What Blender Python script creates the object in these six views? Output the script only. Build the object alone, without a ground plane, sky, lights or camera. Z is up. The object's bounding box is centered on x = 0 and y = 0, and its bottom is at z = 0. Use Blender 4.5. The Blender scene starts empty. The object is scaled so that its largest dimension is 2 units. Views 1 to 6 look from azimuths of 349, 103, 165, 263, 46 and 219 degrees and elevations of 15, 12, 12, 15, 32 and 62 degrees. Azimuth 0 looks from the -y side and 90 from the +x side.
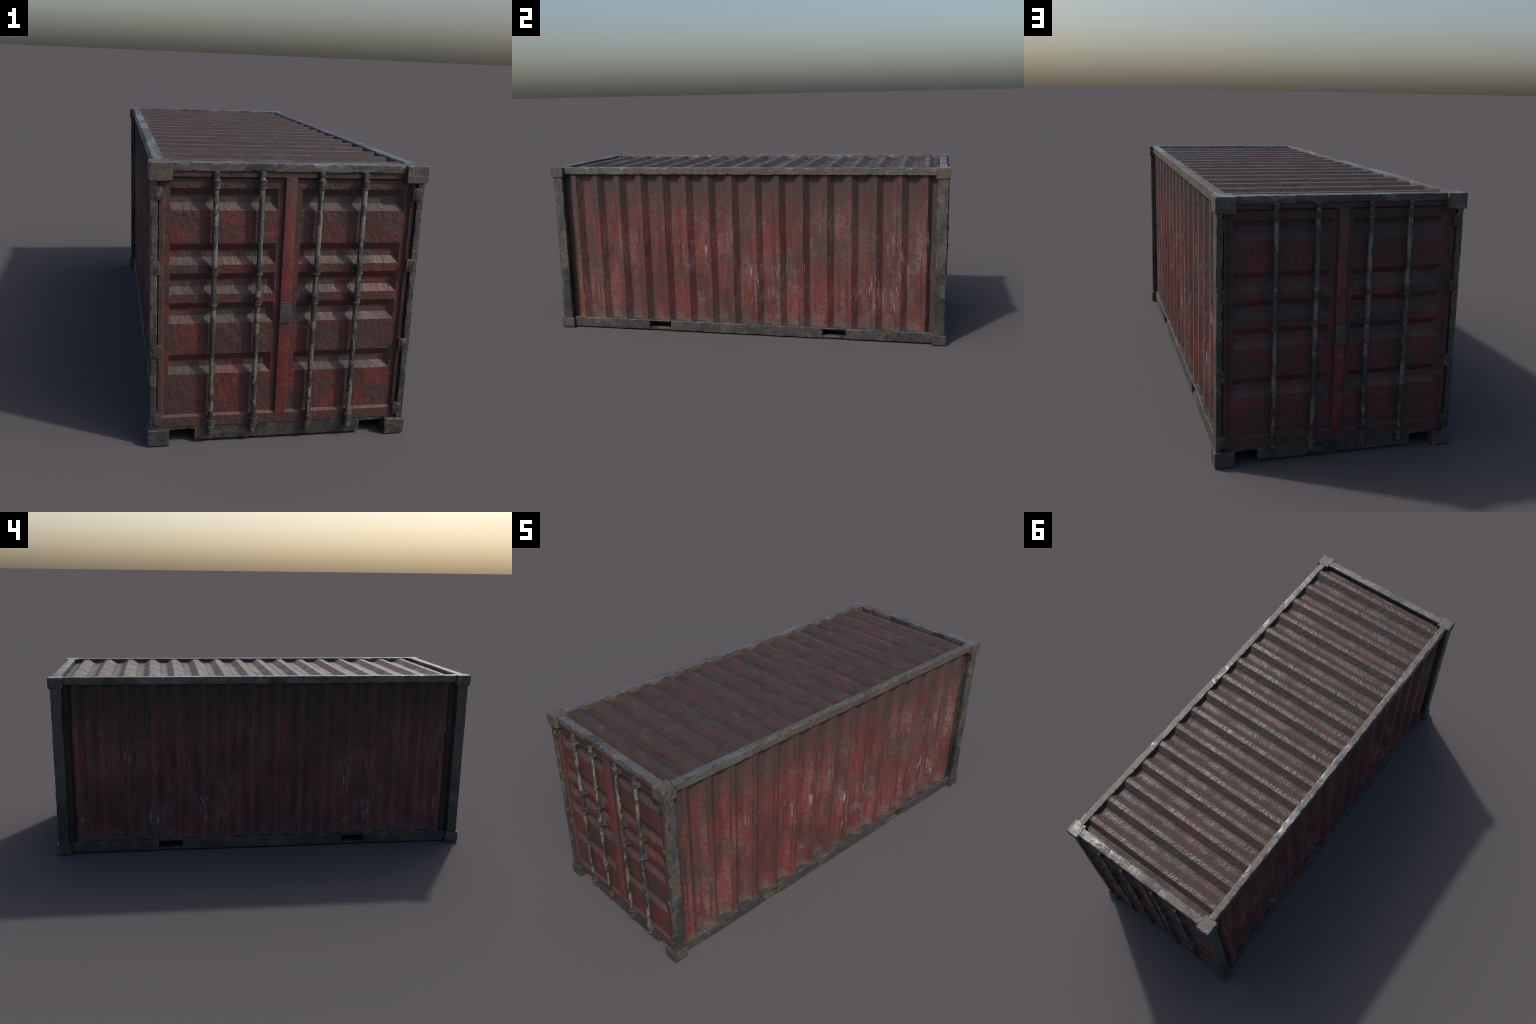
import bpy, bmesh, math, random
from mathutils import Vector, Matrix, noise as mnoise

random.seed(7)

# ------------------------------------------------------------------ sizes (metres)
HALF_W, HALF_L, HEIGHT = 0.4019, 0.9970, 0.850      # outside of the corner castings
CAST_X, CAST_Y, CAST_Z = 0.0635, 0.065, 0.050      # corner casting
POST_X0, POST_X1 = 0.3770, 0.3965
POST_Y0, POST_Y1 = 0.940, 0.9885
RAIL_X0, RAIL_X1 = 0.355, 0.387                   # top side rail
RAIL_Z0 = 0.815
END_Y0, END_Y1, END_Z0 = 0.9455, 0.984, 0.826      # top end rail
SILL_X1, SILL_Z0, SILL_Z1 = 0.383, 0.0035, 0.055   # bottom side rail
PITCH, RIDGES = 0.1181, 16                        # corrugation of walls and roof
RIDGE_HALF, SLOPE = 0.0118, 0.029
RIDGE_X, VALLEY_X = 0.3772, 0.3545
ROOF_TOP, ROOF_LOW = 0.8452, 0.8282
DOOR_MID = 0.0
YAW = 0.0033                                      # the whole thing stands a hair askew
FRAME_Y, PANEL_Y, CHANNEL_D = 0.980, 0.972, 0.0125
CHANNEL_TOPS = (0.777, 0.618, 0.530, 0.441, 0.281)
CHANNEL_H, CHANNEL_RUN = 0.0633, 0.0213
BAR_OFFSETS = (-0.2155, -0.0858, 0.0858, 0.2155)
BAR_R, BAR_Y = 0.0080, 0.9883
POCKETS = ((-0.510, -0.394), (0.399, 0.515))

# ------------------------------------------------------------------ scene helpers
def link(ob, parent=None):
    bpy.context.scene.collection.objects.link(ob)
    if parent:
        ob.parent = parent
    return ob


def finish_mesh(me, mat, angle=22):
    me.materials.append(mat)
    me.polygons.foreach_set("use_smooth", [True] * len(me.polygons))
    me.set_sharp_from_angle(angle=math.radians(angle))
    me.update()
    return me


def from_bm(name, bm, mat, angle=22):
    bmesh.ops.recalc_face_normals(bm, faces=bm.faces)
    me = bpy.data.meshes.new(name)
    bm.to_mesh(me)
    bm.free()
    return finish_mesh(me, mat, angle)


def box_into(bm, lo, hi, bevel=0.0012, segs=2):
    lo, hi = Vector(lo), Vector(hi)
    r = bmesh.ops.create_cube(bm, size=1.0)
    vs = r["verts"]
    for v in vs:
        v.co = Vector(((lo[i] + hi[i]) / 2 + v.co[i] * (hi[i] - lo[i])) for i in range(3))
    if bevel:
        es = list({e for v in vs for e in v.link_edges})
        bmesh.ops.bevel(bm, geom=es, offset=bevel, segments=segs, profile=0.6, affect='EDGES')


def boxes(name, parts, mat, bevel=0.0012, angle=35):
    bm = bmesh.new()
    for lo, hi in parts:
        box_into(bm, lo, hi, bevel)
    return from_bm(name, bm, mat, angle)


def beam_into(bm, lo, hi, seed, chip=0.0018, step=0.0065):
    """Rectangular bar swept along its longest side, with bitten, uneven long edges and slight dents."""
    size = [hi[i] - lo[i] for i in range(3)]
    ax = max(range(3), key=lambda i: size[i])
    ia, ib = [i for i in range(3) if i != ax]
    a0, a1, b0, b1 = lo[ia], hi[ia], lo[ib], hi[ib]
    wa, wb = min(0.0045, 0.3 * size[ia]), min(0.0045, 0.3 * size[ib])
    r = min(0.0013, 0.2 * min(size[ia], size[ib]))
    ends = [lo[ax], lo[ax] + r, lo[ax] + 0.0045]
    stations = refine([ends[0], ends[1], ends[2], hi[ax] - 0.0045, hi[ax] - r, hi[ax]], step)
    rings = []
    for k, t in enumerate(stations):
        tip = r if k in (0, len(stations) - 1) else 0.0
        ring = []
        for c, (sa, sb) in enumerate(((-1, -1), (1, -1), (1, 1), (-1, 1))):
            ca, cb = (a1 if sa > 0 else a0), (b1 if sb > 0 else b0)
            q = Vector((t * 38.0 + seed, c * 7.3 + seed * 1.7, seed * 0.31))
            bite = max(0.0, mnoise.fractal(q, 1.0, 2.0, 3) - 0.10)
            bite = min(chip, bite * chip * 2.6) if not tip else 0.0
            e = r + bite
            pts = [(wa + 0.4 * bite, 0.0), (e, 0.0), (0.0, e), (0.0, wb + 0.4 * bite)]   # inset from the corner along a, b
            if sa * sb > 0:
                pts.reverse()
            for da, db in pts:
                sunk = mnoise.noise(Vector((t * 21.0, c * 3.1 + da * 40, seed))) * 0.0004 + 0.35 * bite * (da <= e and db <= e)
                v = [0.0, 0.0, 0.0]
                v[ax] = t
                v[ia] = ca - sa * (da + max(tip, 0.0) + (sunk if da == 0.0 else 0.0))
                v[ib] = cb - sb * (db + max(tip, 0.0) + (sunk if db == 0.0 else 0.0))
                ring.append(bm.verts.new(v))
        rings.append(ring)
    n = len(rings[0])
    for p, q in zip(rings, rings[1:]):
        for i in range(n):
            bm.faces.new((p[i], p[(i + 1) % n], q[(i + 1) % n], q[i]))
    for ring in (rings[0], rings[-1]):
        c = sum((v.co for v in ring), Vector()) / n
        inner = [bm.verts.new(v.co + (c - v.co) * 0.12) for v in ring]
        for i in range(n):
            bm.faces.new((ring[i], ring[(i + 1) % n], inner[(i + 1) % n], inner[i]))
        bm.faces.new(inner)


def beams(name, parts, mat, seed=1.0, chip=0.0018):
    bm = bmesh.new()
    for k, (lo, hi) in enumerate(parts):
        beam_into(bm, lo, hi, seed + 13.7 * k, chip)
    return from_bm(name, bm, mat, 35)


def dent(p, seed, amp, freq=9.0):
    """Soft dents with a few sharper wrinkles, signed, in metres."""
    q = Vector((p[0] * freq + seed, p[1] * freq - seed * 0.7, p[2] * freq + seed * 1.3))
    soft = mnoise.fractal(q, 1.0, 2.1, 3)
    w = mnoise.noise(q * 1.7 + Vector((mnoise.noise(q * 0.8), 0, mnoise.noise(q * 0.6 + Vector((9, 1, 4))))) * 1.5)
    wrinkle = max(0.0, 1.0 - abs(w) * 7.0)
    return amp * (soft * 0.9 - 0.55 * wrinkle * max(0.0, mnoise.noise(q * 0.35) + 0.1))


def slab(name, us, vs, point, inward, mat, angle=20):
    """Sheet over break lines us x vs with thickness along `inward`; splits each cell
    along the diagonal that keeps mitred corners crisp."""
    nu, nv = len(us), len(vs)
    outer = [point(u, v) for u in us for v in vs]
    off = Vector(inward)
    verts = outer + [p + off for p in outer]
    n = nu * nv
    faces = []
    for i in range(nu - 1):
        for j in range(nv - 1):
            a, b, c, d = i * nv + j, (i + 1) * nv + j, (i + 1) * nv + j + 1, i * nv + j + 1
            h = [verts[k].dot(off.normalized()) for k in (a, b, c, d)]
            # odd-one-out corner decides the diagonal
            ac = abs(h[1] - h[3]) < abs(h[0] - h[2])
            faces += [(a, b, c), (a, c, d)] if ac else [(a, b, d), (b, c, d)]
            faces.append((d + n, c + n, b + n, a + n))
    rim = [i * nv for i in range(nu)] + [(nu - 1) * nv + j for j in range(1, nv)]
    rim += [i * nv + nv - 1 for i in range(nu - 2, -1, -1)] + [j for j in range(nv - 2, 0, -1)]
    for k, a in enumerate(rim):
        b = rim[(k + 1) % len(rim)]
        faces.append((b, a, a + n, b + n))
    me = bpy.data.meshes.new(name)
    me.from_pydata([tuple(v) for v in verts], [], faces)
    bm = bmesh.new()
    bm.from_mesh(me)
    bpy.data.meshes.remove(me)
    return from_bm(name, bm, mat, angle)


def refine(breaks, step):
    """Subdivide intervals between sorted breaks to at most `step`."""
    out = [breaks[0]]
    for a, b in zip(breaks, breaks[1:]):
        k = max(1, math.ceil((b - a) / step - 1e-6))
        out += [a + (b - a) * i / k for i in range(1, k + 1)]
    return out


# ------------------------------------------------------------------ node helpers
class Mat:
    def __init__(self, name):
        self.m = bpy.data.materials.new(name)
        self.m.use_nodes = True
        self.t = self.m.node_tree
        self.bsdf = self.t.nodes["Principled BSDF"]
        tc = self.t.nodes.new("ShaderNodeTexCoord")
        self.obj = tc.outputs["Object"]
        info = self.t.nodes.new("ShaderNodeObjectInfo")
        self.rand = info.outputs["Random"]
        geo = self.t.nodes.new("ShaderNodeNewGeometry")
        self.normal, self.pointiness = geo.outputs["Normal"], geo.outputs["Pointiness"]
        shift = self.vmath('SCALE', (37.0, 23.0, 51.0), scale=self.rand)
        self.p = self.vmath('ADD', self.obj, shift)      # object position, different per object
        s = self.t.nodes.new("ShaderNodeSeparateXYZ")
        self.link(self.obj, s.inputs[0])
        self.x, self.y, self.z = s.outputs

    def link(self, a, sock):
        if hasattr(a, "is_output"):
            self.t.links.new(a, sock)
        elif a is not None:
            sock.default_value = (*a, 1) if (isinstance(a, tuple) and sock.type == 'RGBA') else a

    def vmath(self, op, a, b=None, scale=None):
        n = self.t.nodes.new("ShaderNodeVectorMath")
        n.operation = op
        self.link(a, n.inputs[0])
        if b is not None:
            self.link(b, n.inputs[1])
        if scale is not None:
            self.link(scale, n.inputs["Scale"])
        return n.outputs["Value"] if op in ('DOT_PRODUCT', 'LENGTH') else n.outputs["Vector"]

    def math(self, op, a, b=0.0, clamp=False):
        n = self.t.nodes.new("ShaderNodeMath")
        n.operation, n.use_clamp = op, clamp
        self.link(a, n.inputs[0])
        self.link(b, n.inputs[1])
        return n.outputs[0]

    def mul(self, *a):
        r = a[0]
        for b in a[1:]:
            r = self.math('MULTIPLY', r, b)
        return r

    def add(self, *a):
        r = a[0]
        for b in a[1:]:
            r = self.math('ADD', r, b)
        return r

    def inv(self, a):
        return self.math('SUBTRACT', 1.0, a)

    def ramp(self, v, lo, hi, a=0.0, b=1.0):
        n = self.t.nodes.new("ShaderNodeMapRange")
        n.interpolation_type = 'SMOOTHSTEP'
        self.link(v, n.inputs["Value"])
        if lo > hi:
            lo, hi, a, b = hi, lo, b, a
        for k, val in zip(("From Min", "From Max", "To Min", "To Max"), (lo, hi, a, b)):
            n.inputs[k].default_value = val
        return n.outputs[0]

    def noise(self, scale, detail=3.0, rough=0.55, dist=0.0, stretch=(1, 1, 1), vec=None, off=0.0):
        v = vec or self.p
        if stretch != (1, 1, 1) or off:
            mp = self.t.nodes.new("ShaderNodeMapping")
            self.link(v, mp.inputs["Vector"])
            mp.inputs["Scale"].default_value = stretch
            mp.inputs["Location"].default_value = (off, off * 0.6, off * 1.7)
            v = mp.outputs[0]
        n = self.t.nodes.new("ShaderNodeTexNoise")
        self.link(v, n.inputs["Vector"])
        for k, val in zip(("Scale", "Detail", "Roughness", "Distortion"), (scale, detail, rough, dist)):
            n.inputs[k].default_value = val
        return n.outputs[0]

    def voronoi(self, scale, stretch=(1, 1, 1)):
        mp = self.t.nodes.new("ShaderNodeMapping")
        self.link(self.p, mp.inputs["Vector"])
        mp.inputs["Scale"].default_value = stretch
        n = self.t.nodes.new("ShaderNodeTexVoronoi")
        self.link(mp.outputs[0], n.inputs["Vector"])
        n.inputs["Scale"].default_value = scale
        return n.outputs["Distance"]

    def mix(self, fac, a, b):
        n = self.t.nodes.new("ShaderNodeMix")
        n.data_type = 'RGBA'
        self.link(fac, n.inputs[0])
        self.link(a, n.inputs[6])
        self.link(b, n.inputs[7])
        return n.outputs[2]

    def bump(self, height, strength, distance, normal=None):
        n = self.t.nodes.new("ShaderNodeBump")
        n.inputs["Strength"].default_value = strength
        n.inputs["Distance"].default_value = distance
        self.link(height, n.inputs["Height"])
        if normal is not None:
            self.link(normal, n.inputs["Normal"])
        return n.outputs[0]

    def edges(self, radius=0.004, lo=0.995, hi=0.93):
        """1 near convex and concave edges, from the difference to a rounded normal."""
        b = self.t.nodes.new("ShaderNodeBevel")
        b.samples = 6
        b.inputs["Radius"].default_value = radius
        return self.ramp(self.vmath('DOT_PRODUCT', b.outputs[0], self.normal), lo, hi)

    def out(self, colour, rough, normal=None, metallic=0.0, spec=0.5):
        for k, v in (("Base Color", colour), ("Roughness", rough), ("Normal", normal), ("Metallic", metallic), ("Specular IOR Level", spec)):
            if v is not None:
                self.link(v, self.bsdf.inputs[k])
        return self.m

    def strokes(self, scale, turn, off):
        """Short oblique chisel-like strokes."""
        mp = self.t.nodes.new("ShaderNodeMapping")
        self.link(self.p, mp.inputs["Vector"])
        mp.inputs["Rotation"].default_value = turn
        mp.inputs["Scale"].default_value = (1.0, 1.0, 0.52)
        mp.inputs["Location"].default_value = (off, off, off)
        return self.noise(scale, 3, 0.6, 0.35, vec=mp.outputs[0])

    def crumple(self, fine=1.0, wrinkle=1.0):
        """Fine grain, oblique strokes and soft dents, as height."""
        g = self.noise(210, 3, 0.65, 0.2)
        a = self.strokes(66, (0.9, 0.7, 0.8), 2.0)
        b = self.strokes(58, (-0.8, 1.3, -0.9), 7.0)
        zone = self.ramp(self.noise(9, 3, off=5.5), 0.38, 0.62)
        dentmap = self.noise(24, 2, 0.5, 0.6, off=8.3)
        cross = self.add(self.mul(a, zone), self.mul(b, self.inv(zone)))
        return self.add(self.mul(g, 0.22 * fine), self.mul(cross, 0.80 * wrinkle), self.mul(dentmap, 0.55))


RED_A, RED_B = (0.092, 0.018, 0.017), (0.152, 0.030, 0.028)
DIRT, DUST, SOOT = (0.047, 0.033, 0.028), (0.160, 0.106, 0.097), (0.017, 0.016, 0.016)


def corrugation_distance(g):
    """Distance along y from the middle of the nearest ridge."""
    first = -PITCH * (RIDGES - 1) / 2
    t = g.math('FRACT', g.mul(g.math('SUBTRACT', g.y, first - PITCH / 2), 1.0 / PITCH))
    return g.mul(g.math('ABSOLUTE', g.math('SUBTRACT', t, 0.5)), PITCH)


def wall_material():
    g = Mat("weathered_red_wall_paint")
    d = corrugation_distance(g)
    on = g.ramp(g.math('ABSOLUTE', g.y), 0.915, 0.900)          # corrugated part, not the end strips
    valley = g.ramp(d, 0.034, 0.046)
    col = g.mix(g.ramp(g.noise(14, 4, stretch=(1, 1, 0.25)), 0.35, 0.65), RED_A, RED_B)
    col = g.mix(g.mul(g.ramp(g.noise(6, 3, off=2.0), 0.52, 0.68), 0.55), col, (0.085, 0.034, 0.023))
    # pale dust wiped down in streaks
    streak = g.noise(16, 5, 0.6, 0.2, stretch=(1, 1.7, 0.30), off=4.0)
    speck = g.ramp(g.noise(60, 4, 0.65, 0.5, off=1.0), 0.30, 0.66)
    where = g.ramp(g.noise(3.2, 2, stretch=(1, 1, 1.3), off=9.0), 0.34, 0.60)
    dust = g.mul(g.ramp(streak, 0.36, 0.62), speck, g.add(0.22, g.mul(where, 0.84)))
    dust = g.math('MAXIMUM', dust, g.mul(g.ramp(g.math('ABSOLUTE', g.math('SUBTRACT', d, 0.0425)), 0.004, 0.0008), on, 0.42, g.ramp(streak, 0.34, 0.55)))
    col = g.mix(g.mul(dust, 0.80, g.ramp(g.z, 0.80, 0.60)), col, DUST)
    # brown dirt run down from the top rail
    run = g.noise(17, 4, 0.6, 0.1, stretch=(1, 1.7, 0.17), off=6.0)
    level = g.add(g.z, g.mul(g.math('SUBTRACT', run, 0.5), 0.75))
    dirt = g.mul(g.ramp(level, 0.50, 0.76), g.ramp(g.noise(38, 4, 0.65, off=7.0), 0.18, 0.50))
    blot = g.mul(g.ramp(g.noise(4.5, 3, off=12.0, stretch=(1, 1, 0.6)), 0.46, 0.64), g.ramp(g.noise(30, 4, 0.6, off=2.0), 0.28, 0.60), 0.8)
    dirt = g.math('MAXIMUM', dirt, blot)
    col = g.mix(g.mul(dirt, 0.90), col, DIRT)
    # grey dust lying in the valleys above the bottom rail
    foot = g.add(g.z, g.mul(g.math('SUBTRACT', g.noise(22, 3, off=3.0), 0.5), 0.07))
    tongue = g.ramp(d, 0.010, 0.046, 0.0, 0.040)
    fade = g.ramp(g.math('SUBTRACT', foot, tongue), 0.088, 0.050)
    col = g.mix(g.mul(fade, 0.72, g.ramp(g.noise(55, 4, 0.6, off=5.0), 0.20, 0.55)), col, (0.105, 0.080, 0.072))
    # end strips carry plain dirt
    col = g.mix(g.mul(g.inv(on), 0.92), col, g.mix(g.ramp(g.noise(12, 3), 0.4, 0.62), (0.040, 0.034, 0.030), (0.056, 0.041, 0.034)))
    # worn creases: dark bare lines and pale dashes
    crease = g.ramp(g.math('ABSOLUTE', g.math('SUBTRACT', d, RIDGE_HALF + 0.0005)), 0.0026, 0.0011)
    dash = g.noise(40, 4, 0.7, stretch=(1, 0.5, 0.16), off=1.5)
    sel = g.noise(5.5, 2, stretch=(1, 1.6, 0.45), off=17.0)
    dark = g.mul(crease, g.ramp(dash, 0.42, 0.50), g.ramp(sel, 0.38, 0.50), on)
    col = g.mix(g.mul(dark, 0.88), col, SOOT)
    col = g.mix(g.mul(g.ramp(g.math('ABSOLUTE', g.math('SUBTRACT', d, 0.042)), 0.0022, 0.0008), on, 0.5, g.ramp(dash, 0.40, 0.55)), col, (0.040, 0.034, 0.032))
    # broad dark grime clouds across the ribs
    cloud = g.mul(g.ramp(g.noise(3.6, 5, 0.66, 0.6, off=51.0), 0.46, 0.62), g.ramp(g.noise(42, 4, 0.65, off=53.0), 0.22, 0.58), 0.58)
    col = g.mix(cloud, col, (0.046, 0.030, 0.026))
    speckle = g.mul(g.ramp(g.noise(72, 5, 0.72, 0.4, off=61.0), 0.50, 0.68), g.ramp(g.noise(8, 3, off=63.0), 0.36, 0.62), 0.45)
    col = g.mix(speckle, col, (0.032, 0.022, 0.020))
    # clustered pale chips
    cluster = g.mul(g.ramp(g.noise(4.2, 2, off=21.0), 0.53, 0.64), g.ramp(g.z, 0.74, 0.52), g.ramp(g.z, 0.09, 0.18))
    chip = g.ramp(g.noise(30, 5, 0.72, 0.3, stretch=(1, 2.6, 0.38), off=14.0), 0.535, 0.60)
    near = g.add(g.mul(g.ramp(g.math('ABSOLUTE', g.math('SUBTRACT', d, 0.014)), 0.010, 0.003), 0.8), 0.35)
    col = g.mix(g.mul(cluster, chip, near, 0.85), col, (0.25, 0.235, 0.23))
    pit = g.ramp(g.noise(90, 3, 0.6, off=31.0), 0.70, 0.76)
    col = g.mix(g.mul(pit, 0.6), col, SOOT)
    n = g.bump(g.crumple(), 0.9, 0.0042)
    rough = g.add(0.50, g.mul(dirt, 0.18), g.mul(dust, 0.12))
    return g.out(col, rough, n)


def roof_material():
    g = Mat("weathered_red_roof_paint")
    d = corrugation_distance(g)
    red = g.mix(g.ramp(g.noise(13, 4, stretch=(0.4, 1, 1)), 0.35, 0.65), (0.038, 0.015, 0.015), (0.068, 0.022, 0.022))
    dirt = g.ramp(g.noise(7.5, 5, 0.62, 0.5, stretch=(0.6, 1.5, 1), off=4.0), 0.36, 0.60)
    edge = g.ramp(g.math('ABSOLUTE', g.x), 0.27, 0.35)
    ends = g.ramp(g.math('ABSOLUTE', g.y), 0.900, 0.915)
    dirt = g.math('MAXIMUM', dirt, g.math('MAXIMUM', g.mul(edge, 0.85), g.mul(ends, 0.95)))
    col = g.mix(g.mul(dirt, 0.85), red, g.mix(g.ramp(g.noise(20, 3, off=3.0), 0.35, 0.65), (0.031, 0.023, 0.019), (0.046, 0.034, 0.029)))
    pale = g.mul(g.ramp(g.noise(26, 5, 0.65, 0.6, stretch=(0.5, 1, 1), off=6.0), 0.50, 0.70), 0.6)
    col = g.mix(pale, col, (0.092, 0.055, 0.052))
    crease = g.ramp(g.math('ABSOLUTE', g.math('SUBTRACT', d, RIDGE_HALF + 0.001)), 0.004, 0.0015)
    dark = g.mul(crease, g.ramp(g.noise(24, 4, 0.7, stretch=(0.25, 1, 1), off=2.0), 0.47, 0.55), g.ramp(g.noise(6, 2, off=19.0), 0.42, 0.55))
    col = g.mix(g.mul(dark, 0.75), col, (0.028, 0.028, 0.032))
    spot = g.mul(g.ramp(g.noise(17, 3, 0.6, 0.8, off=27.0), 0.66, 0.71), 0.8)
    col = g.mix(spot, col, (0.032, 0.028, 0.027))
    n = g.bump(g.crumple(1.0, 1.0), 1.0, 0.0042)
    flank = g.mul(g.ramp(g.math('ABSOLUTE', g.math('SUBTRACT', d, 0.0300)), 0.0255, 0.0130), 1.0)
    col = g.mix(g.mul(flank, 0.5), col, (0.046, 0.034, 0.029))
    rough = g.add(0.185, g.mul(flank, 0.28), g.ramp(d, 0.040, 0.052, 0.0, 0.13), g.mul(g.ramp(g.noise(10, 5, 0.68, off=44.0), 0.38, 0.58), 0.22))
    return g.out(col, rough, n, spec=0.33)


def door_material(vivid=False):
    g = Mat("weathered_red_cover_strip" if vivid else "weathered_red_door_paint")
    col = g.mix(g.ramp(g.noise(16, 4), 0.35, 0.65), RED_A, (0.145, 0.026, 0.024))
    mott = g.noise(34, 5, 0.65, 0.6, off=3.0)
    if vivid:
        col = g.mix(g.mul(g.ramp(mott, 0.50, 0.72), 0.55), col, DUST)
        top = g.ramp(g.add(g.z, g.mul(g.math('SUBTRACT', g.noise(9, 4), 0.5), 0.3)), 0.62, 0.80)
        col = g.mix(g.mul(top, 0.8), col, DIRT)
        return g.out(col, 0.55, g.bump(g.crumple(), 0.7, 0.003))
    depth = g.add(g.y, PANEL_Y)                                   # 0 on the panel face, + inside the channels
    nz = g.vmath('DOT_PRODUCT', g.normal, (0.0, 0.0, 1.0))
    inside = g.ramp(depth, 0.0006, 0.006)
    frame = g.ramp(depth, -0.004, -0.006)
    zone = g.noise(8.5, 3, 0.6, 0.3, off=8.0)
    # dust settled on the slopes and channel backs
    lying = g.mul(g.ramp(nz, 0.15, 0.35), g.add(0.30, g.mul(g.ramp(zone, 0.35, 0.58), 0.5)))
    backs = g.mul(inside, g.ramp(nz, -0.4, 0.0), g.add(0.25, g.mul(g.ramp(zone, 0.38, 0.6), 0.6)))
    dust = g.math('MAXIMUM', lying, backs)
    dust = g.math('MAXIMUM', dust, g.mul(g.ramp(mott, 0.52, 0.72), 0.5))
    col = g.mix(g.mul(dust, g.ramp(g.noise(70, 4, 0.6), 0.25, 0.55)), col, (0.078, 0.054, 0.049))
    # brown dirt on top and in blotches; bars' soft shadow painted beside them
    near = 0.0
    for o in BAR_OFFSETS:
        w = g.math('ABSOLUTE', g.math('SUBTRACT', g.x, DOOR_MID + o))
        near = g.math('MAXIMUM', near, g.ramp(g.add(w, g.mul(g.math('SUBTRACT', g.noise(24, 3, off=o * 40), 0.5), 0.026)), 0.036, 0.016))
    level = g.add(g.z, g.mul(g.math('SUBTRACT', g.noise(6.5, 4, 0.6, off=2.0), 0.5), 0.55))
    dirt = g.math('MAXIMUM', g.ramp(level, 0.60, 0.80), g.mul(near, g.inv(frame), 0.82))
    dirt = g.math('MAXIMUM', dirt, g.mul(g.ramp(g.noise(8.5, 5, 0.66, 0.5, off=15.0), 0.42, 0.57), 0.9))
    dirt = g.math('MAXIMUM', dirt, g.mul(frame, 0.78))
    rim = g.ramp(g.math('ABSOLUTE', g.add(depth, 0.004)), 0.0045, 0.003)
    dirt = g.math('MAXIMUM', dirt, g.mul(rim, 0.8))
    col = g.mix(g.mul(dirt, g.ramp(g.noise(45, 4, 0.65, off=6.0), 0.15, 0.50), 0.90), col, g.mix(inside, (0.042, 0.031, 0.026), (0.052, 0.040, 0.035)))
    pale = g.mul(g.ramp(g.noise(30, 4, 0.7, 0.4, off=23.0, stretch=(1, 1, 1.6)), 0.66, 0.72), 0.6)
    col = g.mix(pale, col, (0.19, 0.165, 0.16))
    col = g.mix(g.mul(g.ramp(g.noise(75, 3, 0.6, off=33.0), 0.69, 0.75), 0.65), col, SOOT)
    col = g.mix(g.mul(g.ramp(g.noise(64, 5, 0.72, 0.4, off=71.0), 0.50, 0.68), g.ramp(g.noise(9, 3, off=73.0), 0.34, 0.60), 0.65), col, (0.026, 0.019, 0.017))
    n = g.bump(g.crumple(1.0, 1.25), 0.95, 0.0048)
    return g.out(col, g.add(0.50, g.mul(dirt, 0.15)), n)


def steel_material(name, bare, rust, primer, bare_amount, primer_amount, stretch=(1, 1, 1), rise=False):
    """Painted frame steel: smooth grey paint, grainy rust and dark primer in sharp-edged patches."""
    g = Mat(name)
    big = g.noise(9.0, 4, 0.55, 0.5, stretch=stretch, off=2.0)
    ragged = g.add(big, g.mul(g.math('SUBTRACT', g.noise(60, 4, 0.7, off=7.0), 0.5), 0.22))
    grey = g.ramp(ragged, 0.60 - 0.2 * bare_amount, 0.63 - 0.2 * bare_amount)
    grain = g.noise(105, 4, 0.75, 0.3)
    rusty = g.mix(g.ramp(grain, 0.35, 0.65), tuple(c * 0.62 for c in rust), tuple(c * 1.25 for c in rust))
    rusty = g.mix(g.mul(g.ramp(g.noise(18, 4, 0.65, 0.4, off=41.0, stretch=stretch), 0.48, 0.66), 0.75), rusty, tuple(c * 0.52 for c in rust))
    tone = g.ramp(g.noise(20, 3, off=4.0, stretch=stretch), 0.3, 0.7)
    smooth = g.mix(tone, tuple(c * 0.72 for c in bare), tuple(c * 1.12 for c in bare))
    col = g.mix(grey, rusty, smooth)
    pn = g.add(g.noise(9.0, 4, 0.6, 0.5, stretch=stretch, off=11.0), g.mul(g.math('SUBTRACT', g.noise(70, 4, 0.7, off=17.0), 0.5), 0.25))
    if rise:      # bare dark primer splashed up from the ground
        pn = g.add(pn, g.ramp(g.z, 0.08, 0.50, 0.17, -0.10))
    prim = g.ramp(pn, 0.64 - 0.25 * primer_amount, 0.67 - 0.25 * primer_amount)
    col = g.mix(prim, col, g.mix(g.ramp(g.noise(30, 3, off=5.0), 0.35, 0.65), tuple(c * 0.8 for c in primer), tuple(c * 1.25 for c in primer)))
    e = g.ramp(g.pointiness, 0.506, 0.550)                    # convex edges
    worn = g.mul(e, g.ramp(g.noise(46, 4, 0.7, off=9.0), 0.50, 0.60))
    col = g.mix(g.mul(worn, 0.5), col, (0.17, 0.155, 0.14))
    flake = g.mul(e, g.ramp(g.noise(24, 4, 0.7, off=19.0), 0.515, 0.555))
    col = g.mix(g.mul(flake, 0.85), col, (0.016, 0.016, 0.017))
    h = g.add(g.mul(grain, g.inv(grey), 0.55), g.mul(g.noise(55, 3, 0.6, off=21.0), 0.45), g.mul(flake, -0.5))
    n = g.bump(h, 0.6, 0.0028)
    rough = g.add(0.29, g.mul(g.inv(grey), 0.22))
    return g.out(col, rough, n, metallic=g.mul(grey, g.inv(prim), 0.35))


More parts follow.
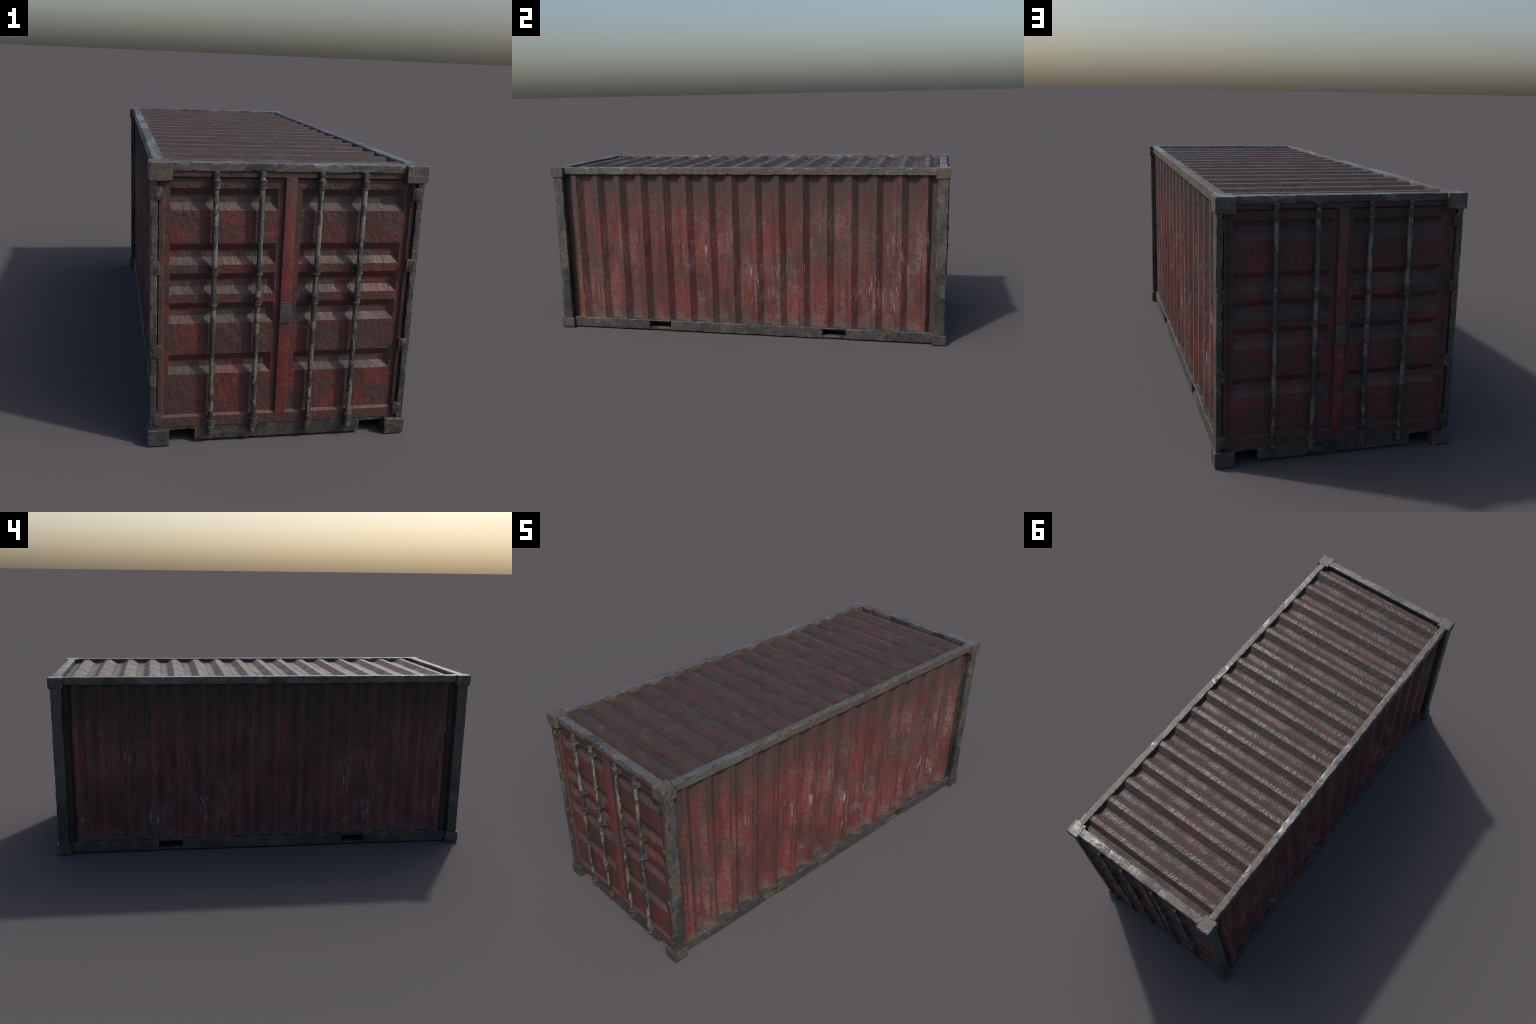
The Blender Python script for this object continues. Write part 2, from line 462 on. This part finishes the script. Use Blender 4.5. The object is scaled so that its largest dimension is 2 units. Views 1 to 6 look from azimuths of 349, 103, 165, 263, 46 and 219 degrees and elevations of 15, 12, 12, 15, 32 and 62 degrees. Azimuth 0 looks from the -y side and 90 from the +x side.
def bar_material():
    g = Mat("chipped_beige_bar_paint")
    chip = g.add(g.noise(30, 4, 0.65, 0.6, stretch=(1, 1, 0.45)), g.mul(g.math('SUBTRACT', g.noise(110, 3, off=5.0), 0.5), 0.25))
    chips = g.ramp(chip, 0.475, 0.515)
    col = g.mix(g.ramp(g.noise(28, 3, off=3.0), 0.3, 0.7), (0.082, 0.067, 0.053), (0.150, 0.126, 0.100))
    grey = g.ramp(g.noise(9, 3, stretch=(1, 1, 0.6), off=12.0), 0.52, 0.58)
    col = g.mix(g.mul(grey, 0.7), col, (0.105, 0.105, 0.104))
    col = g.mix(g.mul(chips, 0.92), col, (0.019, 0.019, 0.021))
    n = g.bump(g.add(g.mul(chips, -0.7), g.mul(g.noise(130, 3), 0.4)), 0.7, 0.0018)
    return g.out(col, 0.46, n)


def rust_material():
    g = Mat("dark_rusty_iron")
    grain = g.noise(120, 4, 0.7)
    col = g.mix(g.ramp(grain, 0.3, 0.7), (0.024, 0.020, 0.018), (0.056, 0.045, 0.037))
    col = g.mix(g.ramp(g.noise(34, 4, 0.6, 0.4, off=4.0), 0.52, 0.60), col, (0.088, 0.073, 0.060))
    col = g.mix(g.ramp(g.noise(40, 4, 0.6, 0.4, off=14.0), 0.58, 0.63), col, (0.018, 0.017, 0.017))
    worn = g.mul(g.edges(0.002), g.ramp(g.noise(70, 3, off=9.0), 0.42, 0.55))
    col = g.mix(g.mul(worn, 0.6), col, (0.19, 0.165, 0.14))
    return g.out(col, 0.5, g.bump(grain, 0.6, 0.0015))


def plate_material():
    g = Mat("dull_grey_plate_steel")
    col = g.mix(g.ramp(g.noise(40, 4, 0.6), 0.35, 0.65), (0.042, 0.043, 0.041), (0.075, 0.071, 0.064))
    return g.out(col, 0.45, g.bump(g.noise(90, 3), 0.4, 0.0015))


def under_material():
    g = Mat("dark_underside_dirt")
    return g.out(g.mix(g.noise(20, 4), (0.020, 0.018, 0.017), (0.045, 0.037, 0.032)), 0.85)


WALL, ROOF, DOOR, STRIP = wall_material(), roof_material(), door_material(), door_material(True)
GREY, BROWN, PRIMER = (0.135, 0.135, 0.131), (0.088, 0.071, 0.059), (0.034, 0.034, 0.032)
TOP_STEEL = steel_material("worn_grey_rail_steel", GREY, BROWN, PRIMER, 0.68, 0.0, (1, 0.35, 1))
END_STEEL = steel_material("worn_grey_end_rail_steel", GREY, BROWN, PRIMER, 0.60, 0.48, (0.4, 1, 1))  # dark patch share raised to tint in some shade on the rail fronts
POST_STEEL = steel_material("worn_brown_post_steel", (0.095, 0.097, 0.095), BROWN, PRIMER, 0.40, 0.45, (1, 1, 0.5), rise=True)
CAST_STEEL = steel_material("worn_casting_steel", GREY, BROWN, PRIMER, 0.35, 0.0)
FOOT_STEEL = steel_material("dark_primer_steel", (0.058, 0.057, 0.053), (0.075, 0.062, 0.050), (0.036, 0.037, 0.034), 0.1, 0.75, (0.6, 0.6, 1))
LIP = steel_material("rusty_brown_lip_steel", (0.07, 0.063, 0.056), (0.080, 0.062, 0.050), PRIMER, 0.0, 0.0)
BAR, RUST, PLATE, UNDER = bar_material(), rust_material(), plate_material(), under_material()

# ------------------------------------------------------------------ the container
root = link(bpy.data.objects.new("shipping_container", None))
root.rotation_euler = (0, 0, YAW)
root["label"] = "weathered red corrugated steel shipping container with doors"
root["category"] = "shipping container"


def add(name, mesh, parent=root, loc=(0, 0, 0), turn=0.0):
    ob = link(bpy.data.objects.new(name, mesh), parent)
    ob.location, ob.rotation_euler = loc, (0, 0, turn)
    return ob


# corrugation profile as (y, height 0..1)
def corrugation():
    first = -PITCH * (RIDGES - 1) / 2
    pts = [(-0.943, 0.0)]
    for i in range(RIDGES):
        c = first + i * PITCH
        # the last slopes run a little steeper into the flat end strips
        a = SLOPE * (0.66 if i == 0 else 1.0)
        b = SLOPE * (0.66 if i == RIDGES - 1 else 1.0)
        pts += [(c - RIDGE_HALF - a, 0.0), (c - RIDGE_HALF, 1.0), (c + RIDGE_HALF, 1.0), (c + RIDGE_HALF + b, 0.0)]
    return pts + [(0.943, 0.0)]


PROFILE = corrugation()
BREAKS = refine([p[0] for p in PROFILE], 0.0125)


def profile(y):
    for (ya, ha), (yb, hb) in zip(PROFILE, PROFILE[1:]):
        if y <= yb + 1e-9:
            return ha + (hb - ha) * (y - ya) / (yb - ya)
    return 0.0


def side_wall(seed):
    zs = refine([0.050, 0.826], 0.0125)

    def pt(y, z):
        k = dent((0, y, z), seed, 0.0011)
        return Vector((VALLEY_X + (RIDGE_X - VALLEY_X) * profile(y) + k, y, z))
    return slab("side_wall", BREAKS, zs, pt, (-0.006, 0, 0), WALL)


def roof_sheet():
    xs = refine([-0.357, 0.357], 0.0125)

    def pt(y, x):
        k = dent((x, y, 0), 31.0, 0.0010)
        return Vector((x, y, ROOF_LOW + (ROOF_TOP - ROOF_LOW) * profile(y) + k))
    return slab("roof", BREAKS, xs, pt, (0, 0, -0.006), ROOF)


for turn, seed in ((0.0, 3.0), (math.pi, 17.0)):
    add("side_wall", side_wall(seed), turn=turn)
add("roof", roof_sheet())

# floor with cross members under it
add("floor", boxes("floor", [((-0.357, -0.95, 0.048), (0.357, 0.95, 0.056))], UNDER, 0.001))
member = boxes("cross_member", [((-0.354, -0.006, 0.016), (0.354, 0.006, 0.0475))], UNDER, 0.001)
for y in [-0.86 + 0.1147 * i for i in range(16)]:
    if not any(a - 0.02 < y < b + 0.02 for a, b in POCKETS):
        add("cross_member", member, loc=(0, y, 0))


# corner castings
half = (CAST_X / 2, CAST_Y / 2, CAST_Z / 2)
casting = [(tuple(-v for v in half), half)]
top_cast = beams("corner_casting", casting, CAST_STEEL, 5.0, 0.0009)
foot_cast = beams("corner_casting", casting, FOOT_STEEL, 9.0, 0.0014)
for sx in (1, -1):
    for sy in (1, -1):
        for mesh, z in ((top_cast, HEIGHT - CAST_Z / 2), (foot_cast, CAST_Z / 2)):
            add("corner_casting", mesh, loc=(sx * (HALF_W - CAST_X / 2), sy * (HALF_L - CAST_Y / 2), z),
                turn=0.0 if sx > 0 else math.pi)

# corner posts: narrow outer flange with a set-back jamb behind
for sx in (1, -1):
    for sy in (1, -1):
        parts = [((POST_X0, POST_Y0, CAST_Z - 0.002), (POST_X1, POST_Y1, HEIGHT - CAST_Z + 0.002)),
                 ((0.350, POST_Y0 + 0.004, CAST_Z - 0.002), (POST_X0 + 0.002, 0.971, HEIGHT - CAST_Z + 0.002))]
        parts = [(tuple(min(a * s, b * s) for a, b, s in zip(lo, hi, (sx, sy, 1))),
                  tuple(max(a * s, b * s) for a, b, s in zip(lo, hi, (sx, sy, 1)))) for lo, hi in parts]
        add("corner_post", beams("corner_post", parts, POST_STEEL, 20.0 + 5 * sx + 9 * sy))

# rails
end = HALF_L - CAST_Y + 0.002
top_rail = [beams("top_side_rail", [((RAIL_X0, -end, RAIL_Z0), (RAIL_X1, end, HEIGHT - 0.0004))], TOP_STEEL, k) for k in (51.0, 77.0)]
end_rail = [beams("top_end_rail", [((-0.339, -END_Y1, END_Z0), (0.339, -END_Y0, HEIGHT - 0.0004))], END_STEEL, k) for k in (33.0, 61.0)]
pocket_lo, pocket_hi = 0.0150, 0.0485
cuts = [-end] + [v for p in POCKETS for v in p] + [end]
rail_parts = [((0.345, a, SILL_Z0), (SILL_X1, b, SILL_Z1)) for a, b in zip(cuts[0::2], cuts[1::2])]
for a, b in POCKETS:
    rail_parts += [((0.345, a - 0.0005, pocket_hi), (SILL_X1 - 0.0004, b + 0.0005, SILL_Z1 - 0.0003)),
                   ]
bottom_rail = beams("bottom_side_rail", rail_parts, FOOT_STEEL, 90.0)
for k, turn in enumerate((0.0, math.pi)):
    add("top_side_rail", top_rail[k], turn=turn)
    add("top_end_rail", end_rail[k], turn=turn)
# the pockets are not quite symmetric end to end, so the far rail is mirrored, not turned
far_parts = [((-hi[0], lo[1], lo[2]), (-lo[0], hi[1], hi[2])) for lo, hi in rail_parts]
add("bottom_side_rail", bottom_rail)
add("bottom_side_rail", beams("bottom_side_rail", far_parts, FOOT_STEEL, 140.0))
lip = boxes("pocket_lip", [((-0.019, a - 0.0005, SILL_Z0 + 0.0008), (0.019, b + 0.0005, pocket_lo)) for a, b in ((-0.058, 0.058),)], LIP, 0.0012)
for sx in (1, -1):
    for a, b in POCKETS:
        add("pocket_lip", lip, loc=(sx * (SILL_X1 - 0.0055 - 0.019), (a + b) / 2, 0))
# fork lift pockets: tubes across the width
for a, b in POCKETS:
    t, w = 0.003, 0.344
    parts = [((-w, a - t, pocket_lo - t), (w, a, pocket_hi - 0.0003)), ((-w, b, pocket_lo - t), (w, b + t, pocket_hi - 0.0003)),
             ((-w, a, 0.0085), (w, b, 0.0115)), ((-0.30, a, 0.0120), (0.30, b, pocket_hi - 0.0003))]
    add("fork_pocket", boxes("fork_pocket", parts, UNDER, 0.0))


# ------------------------------------------------------------------ door ends (front frame: outside is -y)
Z_BOT, Z_TOP = 0.052, 0.8255
FRAME_BOT, FRAME_TOP, FRAME_SIDE, FRAME_MID, BEVEL = 0.031, 0.0152, 0.0115, 0.0155, 0.0066


def door_leaf(side, seed):
    """side -1: leaf on the -x half, +1: on the +x half. Pressed frame, recessed panel, five channels."""
    xa, xb = (DOOR_MID - 0.373, DOOR_MID) if side < 0 else (DOOR_MID, DOOR_MID + 0.373)
    fa, fb = (FRAME_SIDE, FRAME_MID) if side < 0 else (FRAME_MID, FRAME_SIDE)
    p0, p1 = xa + fa, xb - fb                                   # inner edges of the frame
    bx = BEVEL * 0.8
    c0, c1 = (p0 + 0.019, p1 - 0.0195) if side < 0 else (p0 + 0.0195, p1 - 0.019)
    run, lrun = 0.018, 0.0025                                   # square left ends, mitred right ends
    z0, z1 = Z_BOT + FRAME_BOT, Z_TOP - FRAME_TOP

    def clamp(v):
        return max(0.0, min(1.0, v))

    def depth(x, z):
        into = clamp(min((x - p0) / bx, (p1 - x) / bx, (z - z0) / BEVEL, (z1 - z) / BEVEL))
        d = (FRAME_Y - PANEL_Y) * into
        for t in CHANNEL_TOPS:
            d += CHANNEL_D * clamp(min((x - c0) / lrun, (c1 - x) / run, (t - z) / CHANNEL_RUN, (z - t + CHANNEL_H) / CHANNEL_RUN))
        return d, into

    def cells(marks):
        """marks: list of (value, number of cells up to the next mark or None)."""
        out = [marks[0][0]]
        for (a, k), (b, _) in zip(marks, marks[1:]):
            k = k or max(1, math.ceil((b - a) / 0.012))
            out += [a + (b - a) * i / k for i in range(1, k + 1)]
        return out

    xs = cells([(xa, 2), (p0, 1), (p0 + bx, None), (c0, 1), (c0 + lrun, None), (c1 - run, 3), (c1, None), (p1 - bx, 1), (p1, 2), (xb, None)])
    marks = [(Z_BOT, 3), (z0, 1), (z0 + BEVEL, None)]
    for t in reversed(CHANNEL_TOPS):
        marks += [(t - CHANNEL_H, 3), (t - CHANNEL_H + CHANNEL_RUN, 2), (t - CHANNEL_RUN, 3), (t, None)]
    marks += [(z1 - BEVEL, 1), (z1, 2), (Z_TOP, None)]
    zs = cells(marks)

    def pt(x, z):
        d, into = depth(x, z)
        k = dent((x, 0, z), seed, 0.0009, 13.0) * into
        return Vector((x, -FRAME_Y + d + k, z))
    return slab("door", xs, zs, pt, (0, 0.026, 0), DOOR)


def locking_bar():
    bm = bmesh.new()
    n = 20
    rings = [(0.0285, 0.55), (0.0315, 1.0), (0.8115, 1.0), (0.8125, 0.9), (0.8135, 0.9)]
    prev = None
    for z, k in rings:
        ring = [bm.verts.new((BAR_R * k * math.cos(a), BAR_R * k * math.sin(a), z)) for a in (math.tau * i / n for i in range(n))]
        if prev:
            for i in range(n):
                bm.faces.new((prev[i], prev[(i + 1) % n], ring[(i + 1) % n], ring[i]))
        else:
            bm.faces.new(list(reversed(ring)))
        prev = ring
    bm.faces.new(prev)
    return from_bm("locking_bar", bm, BAR, 40)


def bar_bracket(gap, h=0.025):
    """Saddle clamp: two ears flat on the door and a bulge around the bar with raised rims top and bottom.
    gap: bar axis to door surface."""
    ear, t = 0.0172, 0.0028
    bm = bmesh.new()
    for z0, z1, r in ((-h / 2, -h / 2 + 0.0030, 0.0119), (-h / 2 + 0.0026, h / 2 - 0.0026, 0.0107), (h / 2 - 0.0030, h / 2, 0.0119)):
        pts = [(-ear, gap), (-ear, gap - t), (-r - 0.0012, gap - t), (-r, gap - t - 0.0012)]
        pts += [(-r * math.cos(a), -r * 0.96 * math.sin(a)) for a in (math.pi * i / 12 for i in range(13))]
        pts += [(r, gap - t - 0.0012), (r + 0.0012, gap - t), (ear, gap - t), (ear, gap)]
        lo = [bm.verts.new((x, y, z0)) for x, y in pts]
        hi = [bm.verts.new((x, y, z1)) for x, y in pts]
        n = len(pts)
        for i in range(n):
            bm.faces.new((lo[i], lo[(i + 1) % n], hi[(i + 1) % n], hi[i]))
        bm.faces.new(lo[::-1])
        bm.faces.new(hi)
    for sx in (-1, 1):                                            # bolt heads on the ears
        m = Matrix.Translation((sx * 0.0143, gap - t - 0.0006, 0.0)) @ Matrix.Rotation(math.pi / 2, 4, 'X')
        bmesh.ops.create_cone(bm, cap_ends=True, segments=6, radius1=0.0022, radius2=0.0020, depth=0.0016, matrix=m)
    return from_bm("bar_bracket", bm, RUST, 35)


leaf_bar = locking_bar()
panel_bracket = bar_bracket(BAR_Y - PANEL_Y)
frame_bracket = bar_bracket(BAR_Y - FRAME_Y)
cam_head = boxes("cam_head", [((-0.0068, -0.0072, -0.0085), (0.0068, 0.0068, 0.0085)), ((-0.0052, -0.0045, -0.0125), (0.0052, 0.0068, -0.0080))], RUST, 0.0012)
keeper = boxes("bar_keeper", [((-0.0095, -0.0060, -0.0100), (-0.0062, 0.0020, 0.0080)), ((0.0062, -0.0060, -0.0100), (0.0095, 0.0020, 0.0080)),
                              ((-0.0090, -0.0075, -0.0070), (0.0090, -0.0052, 0.0060))], RUST, 0.0008)


def hinge_mesh():
    bm = bmesh.new()
    box_into(bm, (-0.0135, -0.0075, -0.0200), (0.0135, 0.0120, 0.0200), 0.0012)
    box_into(bm, (-0.0060, -0.0095, -0.0170), (0.0100, -0.0060, 0.0170), 0.0014)
    return from_bm("hinge", bm, RUST, 35)


hinge = hinge_mesh()
lock_plate = boxes("lock_plate", [((-0.0168, -0.0020, -0.0320), (0.0168, 0.0020, 0.0320)), ((-0.0168, -0.0030, 0.0290), (0.0168, 0.0020, 0.0325))], PLATE, 0.0008)
strip = boxes("cover_strip", [((DOOR_MID - 0.0158, -FRAME_Y - 0.0009, Z_BOT + 0.0270), (DOOR_MID + 0.0158, -FRAME_Y + 0.004, Z_TOP - FRAME_TOP - 0.0005))], STRIP, 0.0006)
sill = beams("door_sill", [((-0.2600, -0.9775, 0.0040), (0.2600, -0.950, 0.0515)), ((-0.339, -0.9771, 0.0398), (0.339, -0.9502, 0.0518))], FOOT_STEEL, 170.0)

for turn, seed in ((0.0, 5.0), (math.pi, 41.0)):
    add("door_sill", sill, turn=turn)
    leaves = {s: add("door", door_leaf(s, seed + s), turn=turn) for s in (-1, 1)}
    add("cover_strip", strip, leaves[-1])
    add("lock_plate", lock_plate, leaves[-1], loc=(DOOR_MID + 0.0010, -FRAME_Y - 0.0026, 0.4090))
    for o in BAR_OFFSETS:
        s = -1 if o < 0 else 1
        x = DOOR_MID + o
        add("locking_bar", leaf_bar, leaves[s], loc=(x, -BAR_Y, 0), turn=random.uniform(-0.5, 0.5))
        add("cam_head", cam_head, leaves[s], loc=(x, -BAR_Y, 0.8195))
        add("bar_keeper", keeper, leaves[s], loc=(x, -BAR_Y + 0.0060, 0.0370))
        for z in (0.7925, 0.5410, 0.4505):
            add("bar_bracket", panel_bracket, leaves[s], loc=(x, -BAR_Y, z + random.uniform(-0.0008, 0.0008)))
        add("bar_bracket", frame_bracket, leaves[s], loc=(x, -BAR_Y, 0.0640))
    for s in (-1, 1):
        for z in (0.7645, 0.5500, 0.2970, 0.0825):
            h = add("hinge", hinge, leaves[s], loc=(s * 0.3770, -0.9815, z))
            if s < 0:
                h.scale = (-1, 1, 1)
